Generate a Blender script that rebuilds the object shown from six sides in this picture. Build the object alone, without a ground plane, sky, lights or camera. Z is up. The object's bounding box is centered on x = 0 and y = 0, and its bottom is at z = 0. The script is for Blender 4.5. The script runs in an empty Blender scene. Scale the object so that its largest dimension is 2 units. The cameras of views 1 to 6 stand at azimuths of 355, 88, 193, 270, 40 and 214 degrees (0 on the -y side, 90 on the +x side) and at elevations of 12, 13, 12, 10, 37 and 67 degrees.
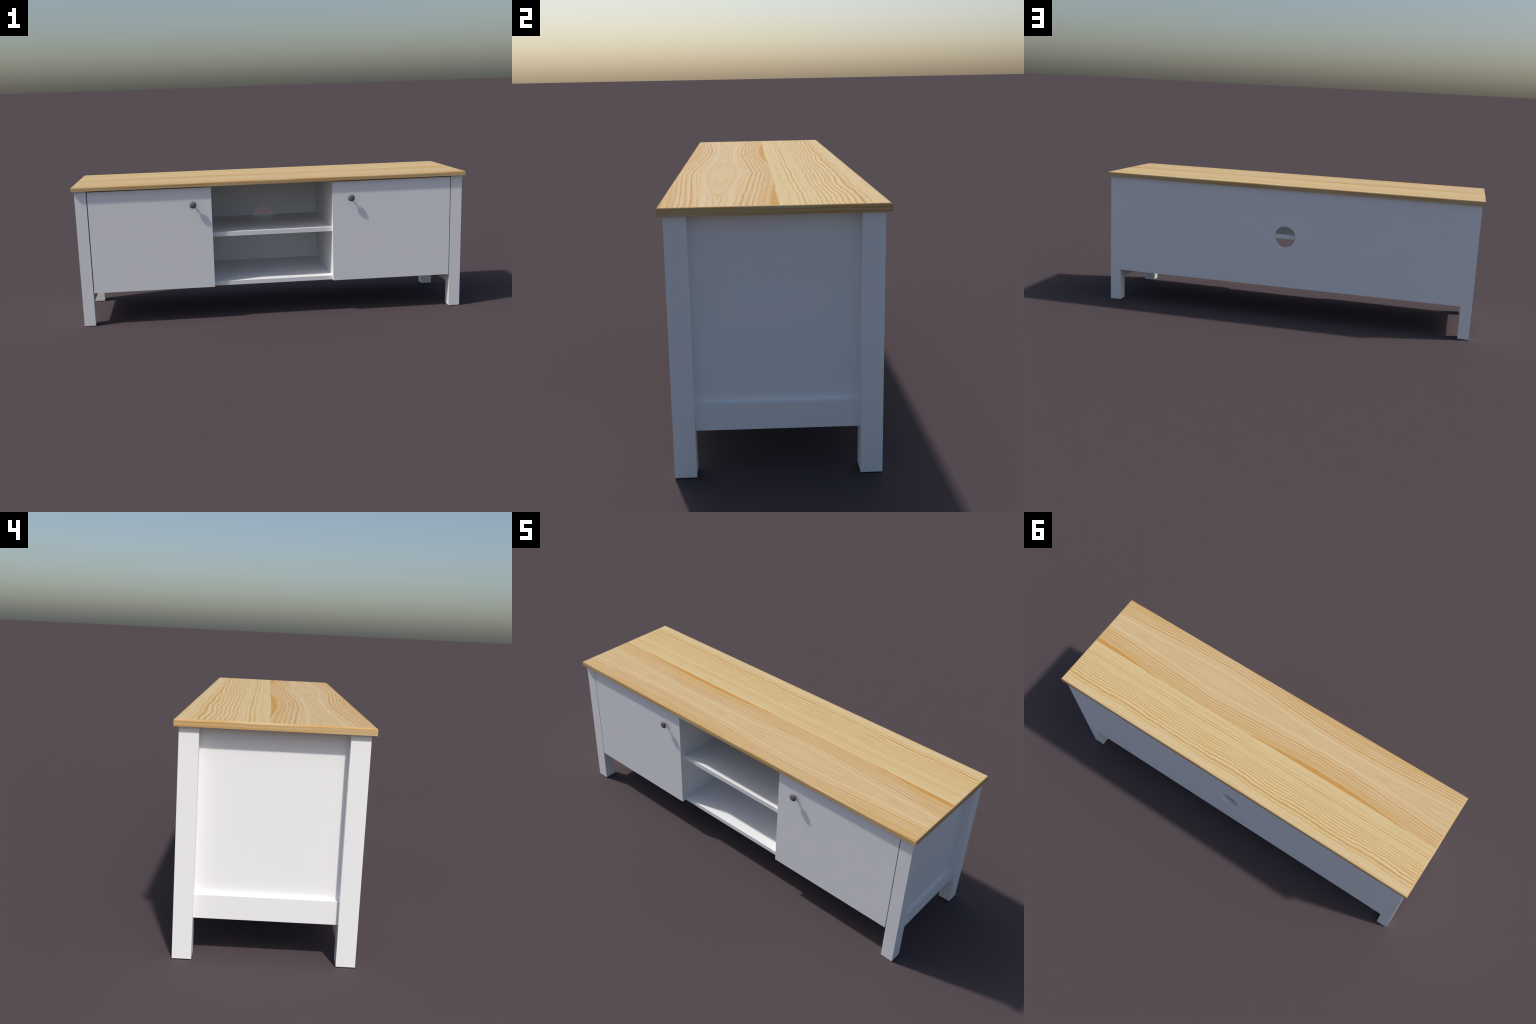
"""Low media cabinet: white painted carcass on square legs, two knobbed doors,
an open middle bay with one shelf, a cable hole in the back and a pine top."""
import bpy, bmesh
from math import cos, sin, pi
from mathutils import Vector

# ------------------------------------------------------------------ sizes (m)
TOP_X, TOP_Y0, TOP_Y1 = 1.000, -0.2803, 0.2910        # table top outline
TOP_Z0, TOP_Z1 = 0.693, 0.7144
TOP_ROUND = 0.0055                                     # eased upper arris
LEG_X0, LEG_X1 = 0.9290, 0.9862                        # square legs
FRONT_Y, BACK_Y = -0.2660, 0.2770                      # leg faces
LEG_W = 0.0573
BOARD = 0.0215                                         # board thickness
CARC_Z0 = 0.1710                                       # underside of carcass
CARC_Y0, CARC_Y1 = FRONT_Y + BOARD, BACK_Y - BOARD
BAY_X = 0.3092                                         # half width of open bay
DOOR_X1, DOOR_Z1 = 0.9242, 0.6870
SHELF_Z0, SHELF_Z1 = 0.4290, 0.4512
RAIL_Z0, RAIL_Z1, RAIL_X = 0.1214, 0.1930, 0.9648      # low rail under side panel
PANEL_X = 0.9504                                       # recessed side panel face
HOLE_Z, HOLE_R = 0.4425, 0.0563                        # cable hole
KNOB_X, KNOB_Z = 0.4030, 0.6030
TUCK = 0.001                                           # parts let into the top

# ------------------------------------------------------------- node helpers
class Graph:
    """Tiny expression layer over a material's node tree."""
    def __init__(self, name):
        self.mat = bpy.data.materials.new(name)
        self.mat.use_nodes = True
        self.nt = self.mat.node_tree
        self.bsdf = self.nt.nodes["Principled BSDF"]

    def node(self, kind, **props):
        n = self.nt.nodes.new(kind)
        for k, v in props.items():
            setattr(n, k, v)
        return n

    def put(self, sock, val):
        if isinstance(val, bpy.types.NodeSocket):
            self.nt.links.new(val, sock)
        else:
            sock.default_value = val

    def m(self, op, a, b=0.0, c=0.0, clamp=False):
        n = self.node("ShaderNodeMath", operation=op, use_clamp=clamp)
        for s, v in zip(n.inputs, (a, b, c)):
            self.put(s, v)
        return n.outputs[0]

    def add(self, a, b): return self.m("ADD", a, b)
    def sub(self, a, b): return self.m("SUBTRACT", a, b)
    def mul(self, a, b): return self.m("MULTIPLY", a, b)

    def smooth(self, x, lo, hi):
        if lo > hi:
            return self.sub(1.0, self.smooth(x, hi, lo))
        n = self.node("ShaderNodeMapRange", interpolation_type="SMOOTHSTEP")
        self.put(n.inputs["Value"], x)
        n.inputs["From Min"].default_value = lo
        n.inputs["From Max"].default_value = hi
        return n.outputs["Result"]

    def xyz(self):
        tc = self.node("ShaderNodeTexCoord")
        s = self.node("ShaderNodeSeparateXYZ")
        self.nt.links.new(tc.outputs["Object"], s.inputs[0])
        return s.outputs[0], s.outputs[1], s.outputs[2]

    def vec(self, a, b, c=0.0):
        n = self.node("ShaderNodeCombineXYZ")
        for s, v in zip(n.inputs, (a, b, c)):
            self.put(s, v)
        return n.outputs[0]

    def noise(self, a, b, fa, fb, seed=0.0, detail=2.0, rough=0.5):
        """2D noise, centred on 0, at frequencies fa along a and fb along b."""
        n = self.node("ShaderNodeTexNoise", noise_dimensions="3D")
        self.nt.links.new(self.vec(self.mul(a, fa), self.mul(b, fb), seed), n.inputs["Vector"])
        n.inputs["Scale"].default_value = 1.0
        n.inputs["Detail"].default_value = detail
        n.inputs["Roughness"].default_value = rough
        return self.sub(n.outputs["Fac"], 0.5)

    def ring(self, t, centre, rise, fade):
        """One growth ring: fades in over `fade` below centre, drops over `rise`."""
        up = self.smooth(t, centre - fade, centre)
        down = self.sub(1.0, self.smooth(t, centre, centre + rise))
        return self.mul(up, down)

    def mix(self, fac, a, b, blend="MIX"):
        n = self.node("ShaderNodeMix", data_type="RGBA", blend_type=blend)
        self.put(n.inputs["Factor"], fac)
        for s, v in ((n.inputs["A"], a), (n.inputs["B"], b)):
            if not isinstance(v, bpy.types.NodeSocket):
                v = (*v, 1.0) if len(v) == 3 else v
            self.put(s, v)
        return n.outputs["Result"]

    def finish(self, colour, rough, spec=0.5):
        if not isinstance(colour, bpy.types.NodeSocket):
            colour = (*colour, 1.0)
        self.put(self.bsdf.inputs["Base Color"], colour)
        self.put(self.bsdf.inputs["Roughness"], rough)
        self.bsdf.inputs["Specular IOR Level"].default_value = spec
        return self.mat

# ---------------------------------------------------------------- materials
PINE_LIGHT = (0.645, 0.483, 0.268)     # earlywood of the pinkish front board
PINE_MILK = (0.655, 0.512, 0.330)      # its palest streaks
PINE_TAN = (0.605, 0.402, 0.178)
PINE_RING = (0.540, 0.300, 0.088)      # orange latewood
PINE_OLIVE = (0.520, 0.352, 0.115)
PINE_HEART = (0.558, 0.282, 0.066)     # dark lens of latewood on the glue line
PINE_PALE = (0.690, 0.552, 0.332)      # earlywood of the yellow back board
PINE_YELLOW = (0.652, 0.498, 0.245)
PINE_AMBER = (0.565, 0.330, 0.105)     # its latewood
SEAM_Y = 0.0178

def white_paint():
    g = Graph("white_paint")
    x, y, z = g.xyz()
    n = g.noise(x, z, 9.0, 9.0, 3.0)
    col = g.mix(g.smooth(n, -0.3, 0.3), (0.900, 0.894, 0.895), (0.908, 0.902, 0.902))
    return g.finish(col, 0.55, 0.35)

def pine_top():
    """Two glued pine boards. The grain runs along x and the figure is
    book-matched: it mirrors about x = 0.3205 and x = -0.392."""
    g = Graph("pine_top")
    x, y, z = g.xyz()
    u = g.m("PINGPONG", g.sub(x, 0.3205), 0.7125)

    # --- front board: flat sawn, nested cathedrals round y = -0.1375
    wob = g.add(g.mul(g.noise(u, y, 3.6, 4.0, 1.0, 1.0), 0.012),
                g.add(g.mul(g.noise(u, y, 13.0, 11.0, 2.0, 1.0), 0.0060),
                      g.mul(g.noise(u, y, 70.0, 40.0, 2.5), 0.0016)))
    dy = g.add(g.add(y, 0.1375), g.mul(wob, 0.7))
    dist = g.sub(g.m("SQRT", g.add(g.mul(dy, dy), 0.000030)), 0.0054)
    draw = g.add(g.mul(g.smooth(u, -0.05, 0.7125), 0.0350), g.mul(g.smooth(u, -0.05, 0.05), 0.0045))
    t = g.add(dist, g.add(draw, g.mul(wob, 0.5)))
    rings = 0.0
    for centre, rise, fade, amp in (
            (0.0185, 0.0020, 0.0040, 0.10), (0.0270, 0.0020, 0.0060, 0.22),
            (0.0350, 0.0030, 0.0060, 0.46), (0.0425, 0.0024, 0.0050, 0.56), (0.0490, 0.0018, 0.0040, 0.34),
            (0.0550, 0.0015, 0.0030, 0.14), (0.0800, 0.0024, 0.0045, 0.60), (0.0860, 0.0018, 0.0030, 0.22),
            (0.0965, 0.0034, 0.0075, 1.15), (0.1045, 0.0016, 0.0030, 0.26), (0.1115, 0.0032, 0.0060, 1.00),
            (0.1180, 0.0016, 0.0030, 0.24), (0.1255, 0.0032, 0.0062, 1.00), (0.1320, 0.0016, 0.0030, 0.24),
            (0.1388, 0.0032, 0.0055, 0.90), (0.1450, 0.0014, 0.0030, 0.25), (0.1530, 0.0026, 0.0050, 0.85),
            (0.1590, 0.0012, 0.0025, 0.30), (0.1650, 0.0012, 0.0025, 0.30)):
        rings = g.add(rings, g.mul(g.ring(t, centre, rise, fade), amp))
    vary = g.add(0.95, g.mul(g.noise(u, y, 6.0, 30.0, 5.0), 1.0))
    rings = g.m("MULTIPLY", rings, vary, clamp=True)
    base = g.mix(g.smooth(t, 0.125, 0.150), PINE_LIGHT, PINE_TAN)
    base = g.mix(g.mul(g.ring(t, 0.105, 0.040, 0.030), 0.55), base, PINE_MILK)
    streak = g.noise(u, t, 2.5, 260.0, 7.0, 3.0, 0.6)
    broad = g.noise(u, t, 1.6, 85.0, 8.0, 2.0, 0.6)
    base = g.mix(g.mul(g.smooth(broad, 0.0, 0.18), 0.55), base, PINE_TAN)
    base = g.mix(g.mul(g.smooth(broad, 0.0, -0.16), 0.55), base, PINE_MILK)
    base = g.mix(g.mul(g.smooth(streak, 0.0, 0.17), 0.85), base, PINE_TAN)
    base = g.mix(g.mul(g.smooth(streak, 0.0, -0.17), 0.9), base, PINE_MILK)
    base = g.mix(g.mul(g.smooth(t, 0.030, 0.012), 0.30), base, (0.640, 0.450, 0.255))
    line = g.mix(g.smooth(t, 0.055, 0.085), PINE_OLIVE, PINE_RING)
    front = g.mix(rings, base, line)
    lens = g.smooth(t, 0.1655, 0.1690)
    front = g.mix(g.mul(lens, 0.92), front, PINE_HEART)

    # --- back board: close wavy rings, quieter towards both edges
    swing = g.add(0.60, g.mul(g.smooth(y, 0.05, 0.24), 0.45))
    bend = g.add(g.mul(g.noise(u, y, 3.0, 3.6, 11.0, 0.5), 0.040),
                 g.add(g.mul(g.noise(u, y, 12.0, 19.0, 12.0, 1.0), 0.0110),
                       g.mul(g.noise(u, y, 36.0, 55.0, 13.0, 1.0), 0.0038)))
    v = g.add(y, g.mul(bend, swing))
    lines = 0.0
    for centre, rise, fade, amp in (
            (0.0380, 0.0012, 0.0030, 0.22), (0.0560, 0.0012, 0.0030, 0.20), (0.0700, 0.0022, 0.0050, 0.66),
            (0.0840, 0.0028, 0.0070, 1.05), (0.0985, 0.0022, 0.0055, 0.66), (0.1095, 0.0018, 0.0040, 0.50),
            (0.1180, 0.0018, 0.0040, 0.55), (0.1280, 0.0024, 0.0055, 1.05), (0.1400, 0.0024, 0.0055, 1.02),
            (0.1525, 0.0026, 0.0065, 0.92), (0.1655, 0.0026, 0.0070, 0.90), (0.1785, 0.0026, 0.0070, 0.92),
            (0.1915, 0.0026, 0.0065, 0.86), (0.2060, 0.0030, 0.0085, 0.98), (0.2225, 0.0034, 0.0105, 1.02),
            (0.2400, 0.0034, 0.0085, 0.62), (0.2530, 0.0020, 0.0050, 0.25), (0.2760, 0.0012, 0.0035, 0.20),
            (0.2850, 0.0012, 0.0035, 0.22)):
        lines = g.add(lines, g.mul(g.ring(v, centre, fade, rise), amp))
    vary2 = g.add(0.95, g.mul(g.noise(u, y, 8.0, 24.0, 15.0), 1.3))
    lines = g.m("MULTIPLY", lines, vary2, clamp=True)
    grain = g.noise(u, v, 2.5, 260.0, 17.0, 3.0, 0.6)
    base2 = g.mix(g.smooth(grain, -0.2, 0.2), PINE_PALE, PINE_YELLOW)
    base2 = g.mix(g.mul(g.smooth(v, 0.100, 0.060), 0.6), base2, PINE_YELLOW)
    base2 = g.mix(g.mul(g.smooth(y, 0.235, 0.280), 0.5), base2, PINE_LIGHT)
    band = g.noise(u, v, 1.8, 75.0, 18.0, 2.0, 0.6)
    base2 = g.mix(g.mul(g.smooth(band, 0.0, 0.18), 0.60), base2, PINE_TAN)
    base2 = g.mix(g.mul(g.smooth(grain, 0.06, 0.24), 0.55), base2, PINE_TAN)
    amber = g.mix(g.smooth(v, 0.190, 0.225), PINE_AMBER, PINE_RING)
    back = g.mix(lines, base2, amber)

    # the glue line is crisp beside the dark lens and blends away between lenses
    loose = g.smooth(u, 0.42, 0.28)
    joint = g.add(y, g.mul(loose, g.add(g.mul(g.noise(u, y, 9.0, 6.0, 23.0), 0.020), -0.003)))
    crisp = g.smooth(joint, SEAM_Y - 0.0012, SEAM_Y + 0.0012)
    soft = g.smooth(joint, SEAM_Y - 0.0040, SEAM_Y + 0.0040)
    col = g.mix(g.add(g.mul(crisp, g.sub(1.0, loose)), g.mul(soft, loose)), front, back)
    pores = g.noise(x, y, 28.0, 620.0, 21.0)
    col = g.mix(g.mul(g.smooth(pores, 0.05, 0.25), 0.28), col, PINE_RING)
    col = g.mix(g.mul(g.smooth(pores, -0.05, -0.25), 0.22), col, PINE_PALE)
    return g.finish(col, 0.65, 0.10)

def pine_edge(name, along):
    """Edge banding: long grain running along the edge (object axis `along`)."""
    g = Graph(name)
    axes = g.xyz()
    s, z = axes[along], axes[2]
    lift = g.add(g.mul(g.noise(s, z, 2.2, 0.0, 31.0), 0.016), g.mul(g.noise(s, z, 9.0, 30.0, 32.0), 0.004))
    h = g.add(z, lift)
    band = g.noise(s, h, 1.2, 210.0, 33.0, 3.0, 0.6)
    col = g.mix(g.smooth(band, -0.16, 0.16), PINE_LIGHT, PINE_TAN)
    late = g.mul(g.smooth(g.noise(s, h, 1.5, 130.0, 34.0), 0.0, 0.12), 0.75)
    col = g.mix(late, col, PINE_RING)
    heart = g.mul(g.smooth(h, 0.7065, 0.7095), g.smooth(g.noise(s, z, 2.4, 0.0, 36.0), -0.04, 0.14))
    return g.finish(g.mix(g.mul(heart, 0.7), col, PINE_HEART), 0.65, 0.10)

def knob_metal():
    g = Graph("grey_metal")
    x, y, z = g.xyz()
    n = g.noise(x, z, 160.0, 160.0, 4.0)
    col = g.mix(g.smooth(n, -0.3, 0.3), (0.160, 0.160, 0.160), (0.175, 0.175, 0.175))
    return g.finish(col, 0.6, 0.4)

PAINT = white_paint()
TOP_WOOD = pine_top()
EDGE_LONG = pine_edge("pine_edge_long", 0)
EDGE_END = pine_edge("pine_edge_end", 1)
METAL = knob_metal()

# ----------------------------------------------------------------- geometry
def link(name, mesh, parent, origin=(0, 0, 0)):
    ob = bpy.data.objects.new(name, mesh)
    bpy.context.scene.collection.objects.link(ob)
    ob.location = origin
    ob.parent = parent
    return ob

def board(name, parent, lo, hi, mat, base=(0, 0, 0)):
    """A square-edged board from corner lo to corner hi, origin at its centre."""
    lo, hi = Vector(lo), Vector(hi)
    c, h = (lo + hi) / 2, (hi - lo) / 2
    bm = bmesh.new()
    bmesh.ops.create_cube(bm, size=2.0)
    for v in bm.verts:
        v.co = Vector((v.co.x * h.x, v.co.y * h.y, v.co.z * h.z))
    me = bpy.data.meshes.new(name)
    bm.to_mesh(me)
    bm.free()
    me.materials.append(mat)
    return link(name, me, parent, c - Vector(base))

def mirrored(make):
    """Build a part on the left and on the right."""
    return [make(s) for s in (-1, 1)]

def span(s, a, b):
    return (min(s * a, s * b), max(s * a, s * b))

cabinet = bpy.data.objects.new("media_cabinet", None)
bpy.context.scene.collection.objects.link(cabinet)
cabinet["label"] = "low white media cabinet with pine top, two doors and open shelf"
cabinet["category"] = "tv stand"

# --- table top: slab with an eased upper arris
def table_top():
    r, steps = TOP_ROUND, 4
    rows = [(0.0, TOP_Z0)]
    for i in range(steps + 1):
        a = (pi / 2) * i / steps
        rows.append((r * (1 - cos(a)), TOP_Z1 - r + r * sin(a)))
    bm = bmesh.new()
    loops = []
    for inset, z in rows:
        x, y0, y1 = TOP_X - inset, TOP_Y0 + inset, TOP_Y1 - inset
        loops.append([bm.verts.new(p) for p in ((-x, y0, z), (x, y0, z), (x, y1, z), (-x, y1, z))])
    bm.faces.new(loops[0][::-1])
    cap = bm.faces.new(loops[-1])
    for k, (a, b) in enumerate(zip(loops, loops[1:])):
        for i in range(4):
            f = bm.faces.new((a[i], a[(i + 1) % 4], b[(i + 1) % 4], b[i]))
            f.material_index = 1 if i in (0, 2) else 2
            f.smooth = k > 0
    bm.normal_update()
    me = bpy.data.meshes.new("tabletop")
    bm.to_mesh(me)
    bm.free()
    for m in (TOP_WOOD, EDGE_LONG, EDGE_END):
        me.materials.append(m)
    # mitred corners stay crisp
    for e in me.edges:
        p, q = (me.vertices[i].co for i in e.vertices)
        if abs(p.z - q.z) > 1e-6:
            e.use_edge_sharp = True
    return link("tabletop", me, cabinet)
table_top()

# --- four legs
for s in (-1, 1):
    for y0 in (FRONT_Y, BACK_Y - LEG_W):
        xa, xb = span(s, LEG_X0, LEG_X1)
        board("leg", cabinet, (xa, y0, 0.0), (xb, y0 + LEG_W, TOP_Z0 + TUCK), PAINT)

# --- sides: recessed panel standing on a thicker low rail
def side_panel(s):
    xa, xb = span(s, LEG_X0, PANEL_X)
    return board("side_panel", cabinet, (xa, FRONT_Y + LEG_W, RAIL_Z1), (xb, BACK_Y - LEG_W, TOP_Z0 + TUCK), PAINT)
def side_rail(s):
    xa, xb = span(s, LEG_X0, RAIL_X)
    return board("side_rail", cabinet, (xa, FRONT_Y + LEG_W, RAIL_Z0), (xb, BACK_Y - LEG_W, RAIL_Z1), PAINT)
mirrored(side_panel)
mirrored(side_rail)

# --- bottom board, bay dividers, shelf
board("bottom_panel", cabinet, (-LEG_X0, CARC_Y0, CARC_Z0 + 0.0005), (LEG_X0, CARC_Y1, CARC_Z0 + BOARD), PAINT)
def divider(s):
    xa, xb = span(s, BAY_X, BAY_X + BOARD)
    return board("divider", cabinet, (xa, CARC_Y0, CARC_Z0 + BOARD), (xb, CARC_Y1, TOP_Z0 + TUCK), PAINT)
mirrored(divider)
board("shelf", cabinet, (-BAY_X, CARC_Y0, SHELF_Z0), (BAY_X, CARC_Y1 - 0.0005, SHELF_Z1), PAINT)

# --- back panel, flush with the legs, with a round cable hole
def back_panel():
    n = 96
    z0, z1 = CARC_Z0, TOP_Z0 + TUCK
    corners = [(LEG_X0, z1), (-LEG_X0, z1), (-LEG_X0, z0), (LEG_X0, z0)]
    bm = bmesh.new()
    rings = {}
    for y in (CARC_Y1, BACK_Y):
        out = [bm.verts.new((x, y, z)) for x, z in corners]
        hole = [bm.verts.new((HOLE_R * cos(2 * pi * (i + 0.5) / n + pi / 4), y,
                              HOLE_Z + HOLE_R * sin(2 * pi * (i + 0.5) / n + pi / 4))) for i in range(n)]
        rings[y] = out, hole
        q = n // 4
        for k in range(4):      # four fans, one per side, then fill the corners
            seg = [hole[(k * q + j) % n] for j in range(-1, q)]
            bm.faces.new([out[k], out[(k + 1) % 4]] + seg[::-1])
    (o0, h0), (o1, h1) = rings[CARC_Y1], rings[BACK_Y]
    for loop0, loop1, smooth in ((o0, o1, False), (h0, h1, True)):
        for i in range(len(loop0)):
            j = (i + 1) % len(loop0)
            f = bm.faces.new((loop0[i], loop0[j], loop1[j], loop1[i]))
            f.smooth = smooth
    bmesh.ops.recalc_face_normals(bm, faces=bm.faces)
    bmesh.ops.triangulate(bm, faces=[f for f in bm.faces if len(f.verts) > 4])
    me = bpy.data.meshes.new("back_panel")
    bm.to_mesh(me)
    bm.free()
    me.materials.append(PAINT)
    for e in me.edges:
        p, q = (me.vertices[i].co for i in e.vertices)
        if abs(p.y - q.y) < 1e-6:
            e.use_edge_sharp = True
    return link("back_panel", me, cabinet)
back_panel()

# --- doors with turned knobs (profile: radius, distance from the door face)
KNOB_PROFILE = [(0.0012, -0.001), (0.0012, 0.0026), (0.0032, 0.0030), (0.0034, 0.0100), (0.0044, 0.0125),
                (0.0120, 0.0138), (0.0160, 0.0149), (0.0177, 0.0164), (0.0179, 0.0178), (0.0170, 0.0200),
                (0.0146, 0.0222), (0.0108, 0.0238), (0.0060, 0.0248), (0.0, 0.02515)]
def knob_mesh():
    seg = 48
    bm = bmesh.new()
    rows = []
    for r, d in KNOB_PROFILE:
        if r == 0.0:
            rows.append([bm.verts.new((0, -d, 0))])
        else:
            rows.append([bm.verts.new((r * cos(2 * pi * i / seg), -d, r * sin(2 * pi * i / seg))) for i in range(seg)])
    for a, b in zip(rows, rows[1:]):
        for i in range(seg):
            j = (i + 1) % seg
            bm.faces.new((a[i], a[j], b[j], b[i]) if len(b) > 1 else (a[i], a[j], b[0]))
    bm.faces.new(rows[0][::-1])
    bmesh.ops.recalc_face_normals(bm, faces=bm.faces)
    for f in bm.faces:
        f.smooth = True
    me = bpy.data.meshes.new("knob")
    bm.to_mesh(me)
    bm.free()
    me.materials.append(METAL)
    return me
KNOB = knob_mesh()
for s in (-1, 1):
    xa, xb = span(s, BAY_X, DOOR_X1)
    door = board("door", cabinet, (xa, FRONT_Y, CARC_Z0), (xb, FRONT_Y + BOARD, DOOR_Z1), PAINT)
    link("knob", KNOB, door, Vector((s * KNOB_X, FRONT_Y, KNOB_Z)) - door.location)
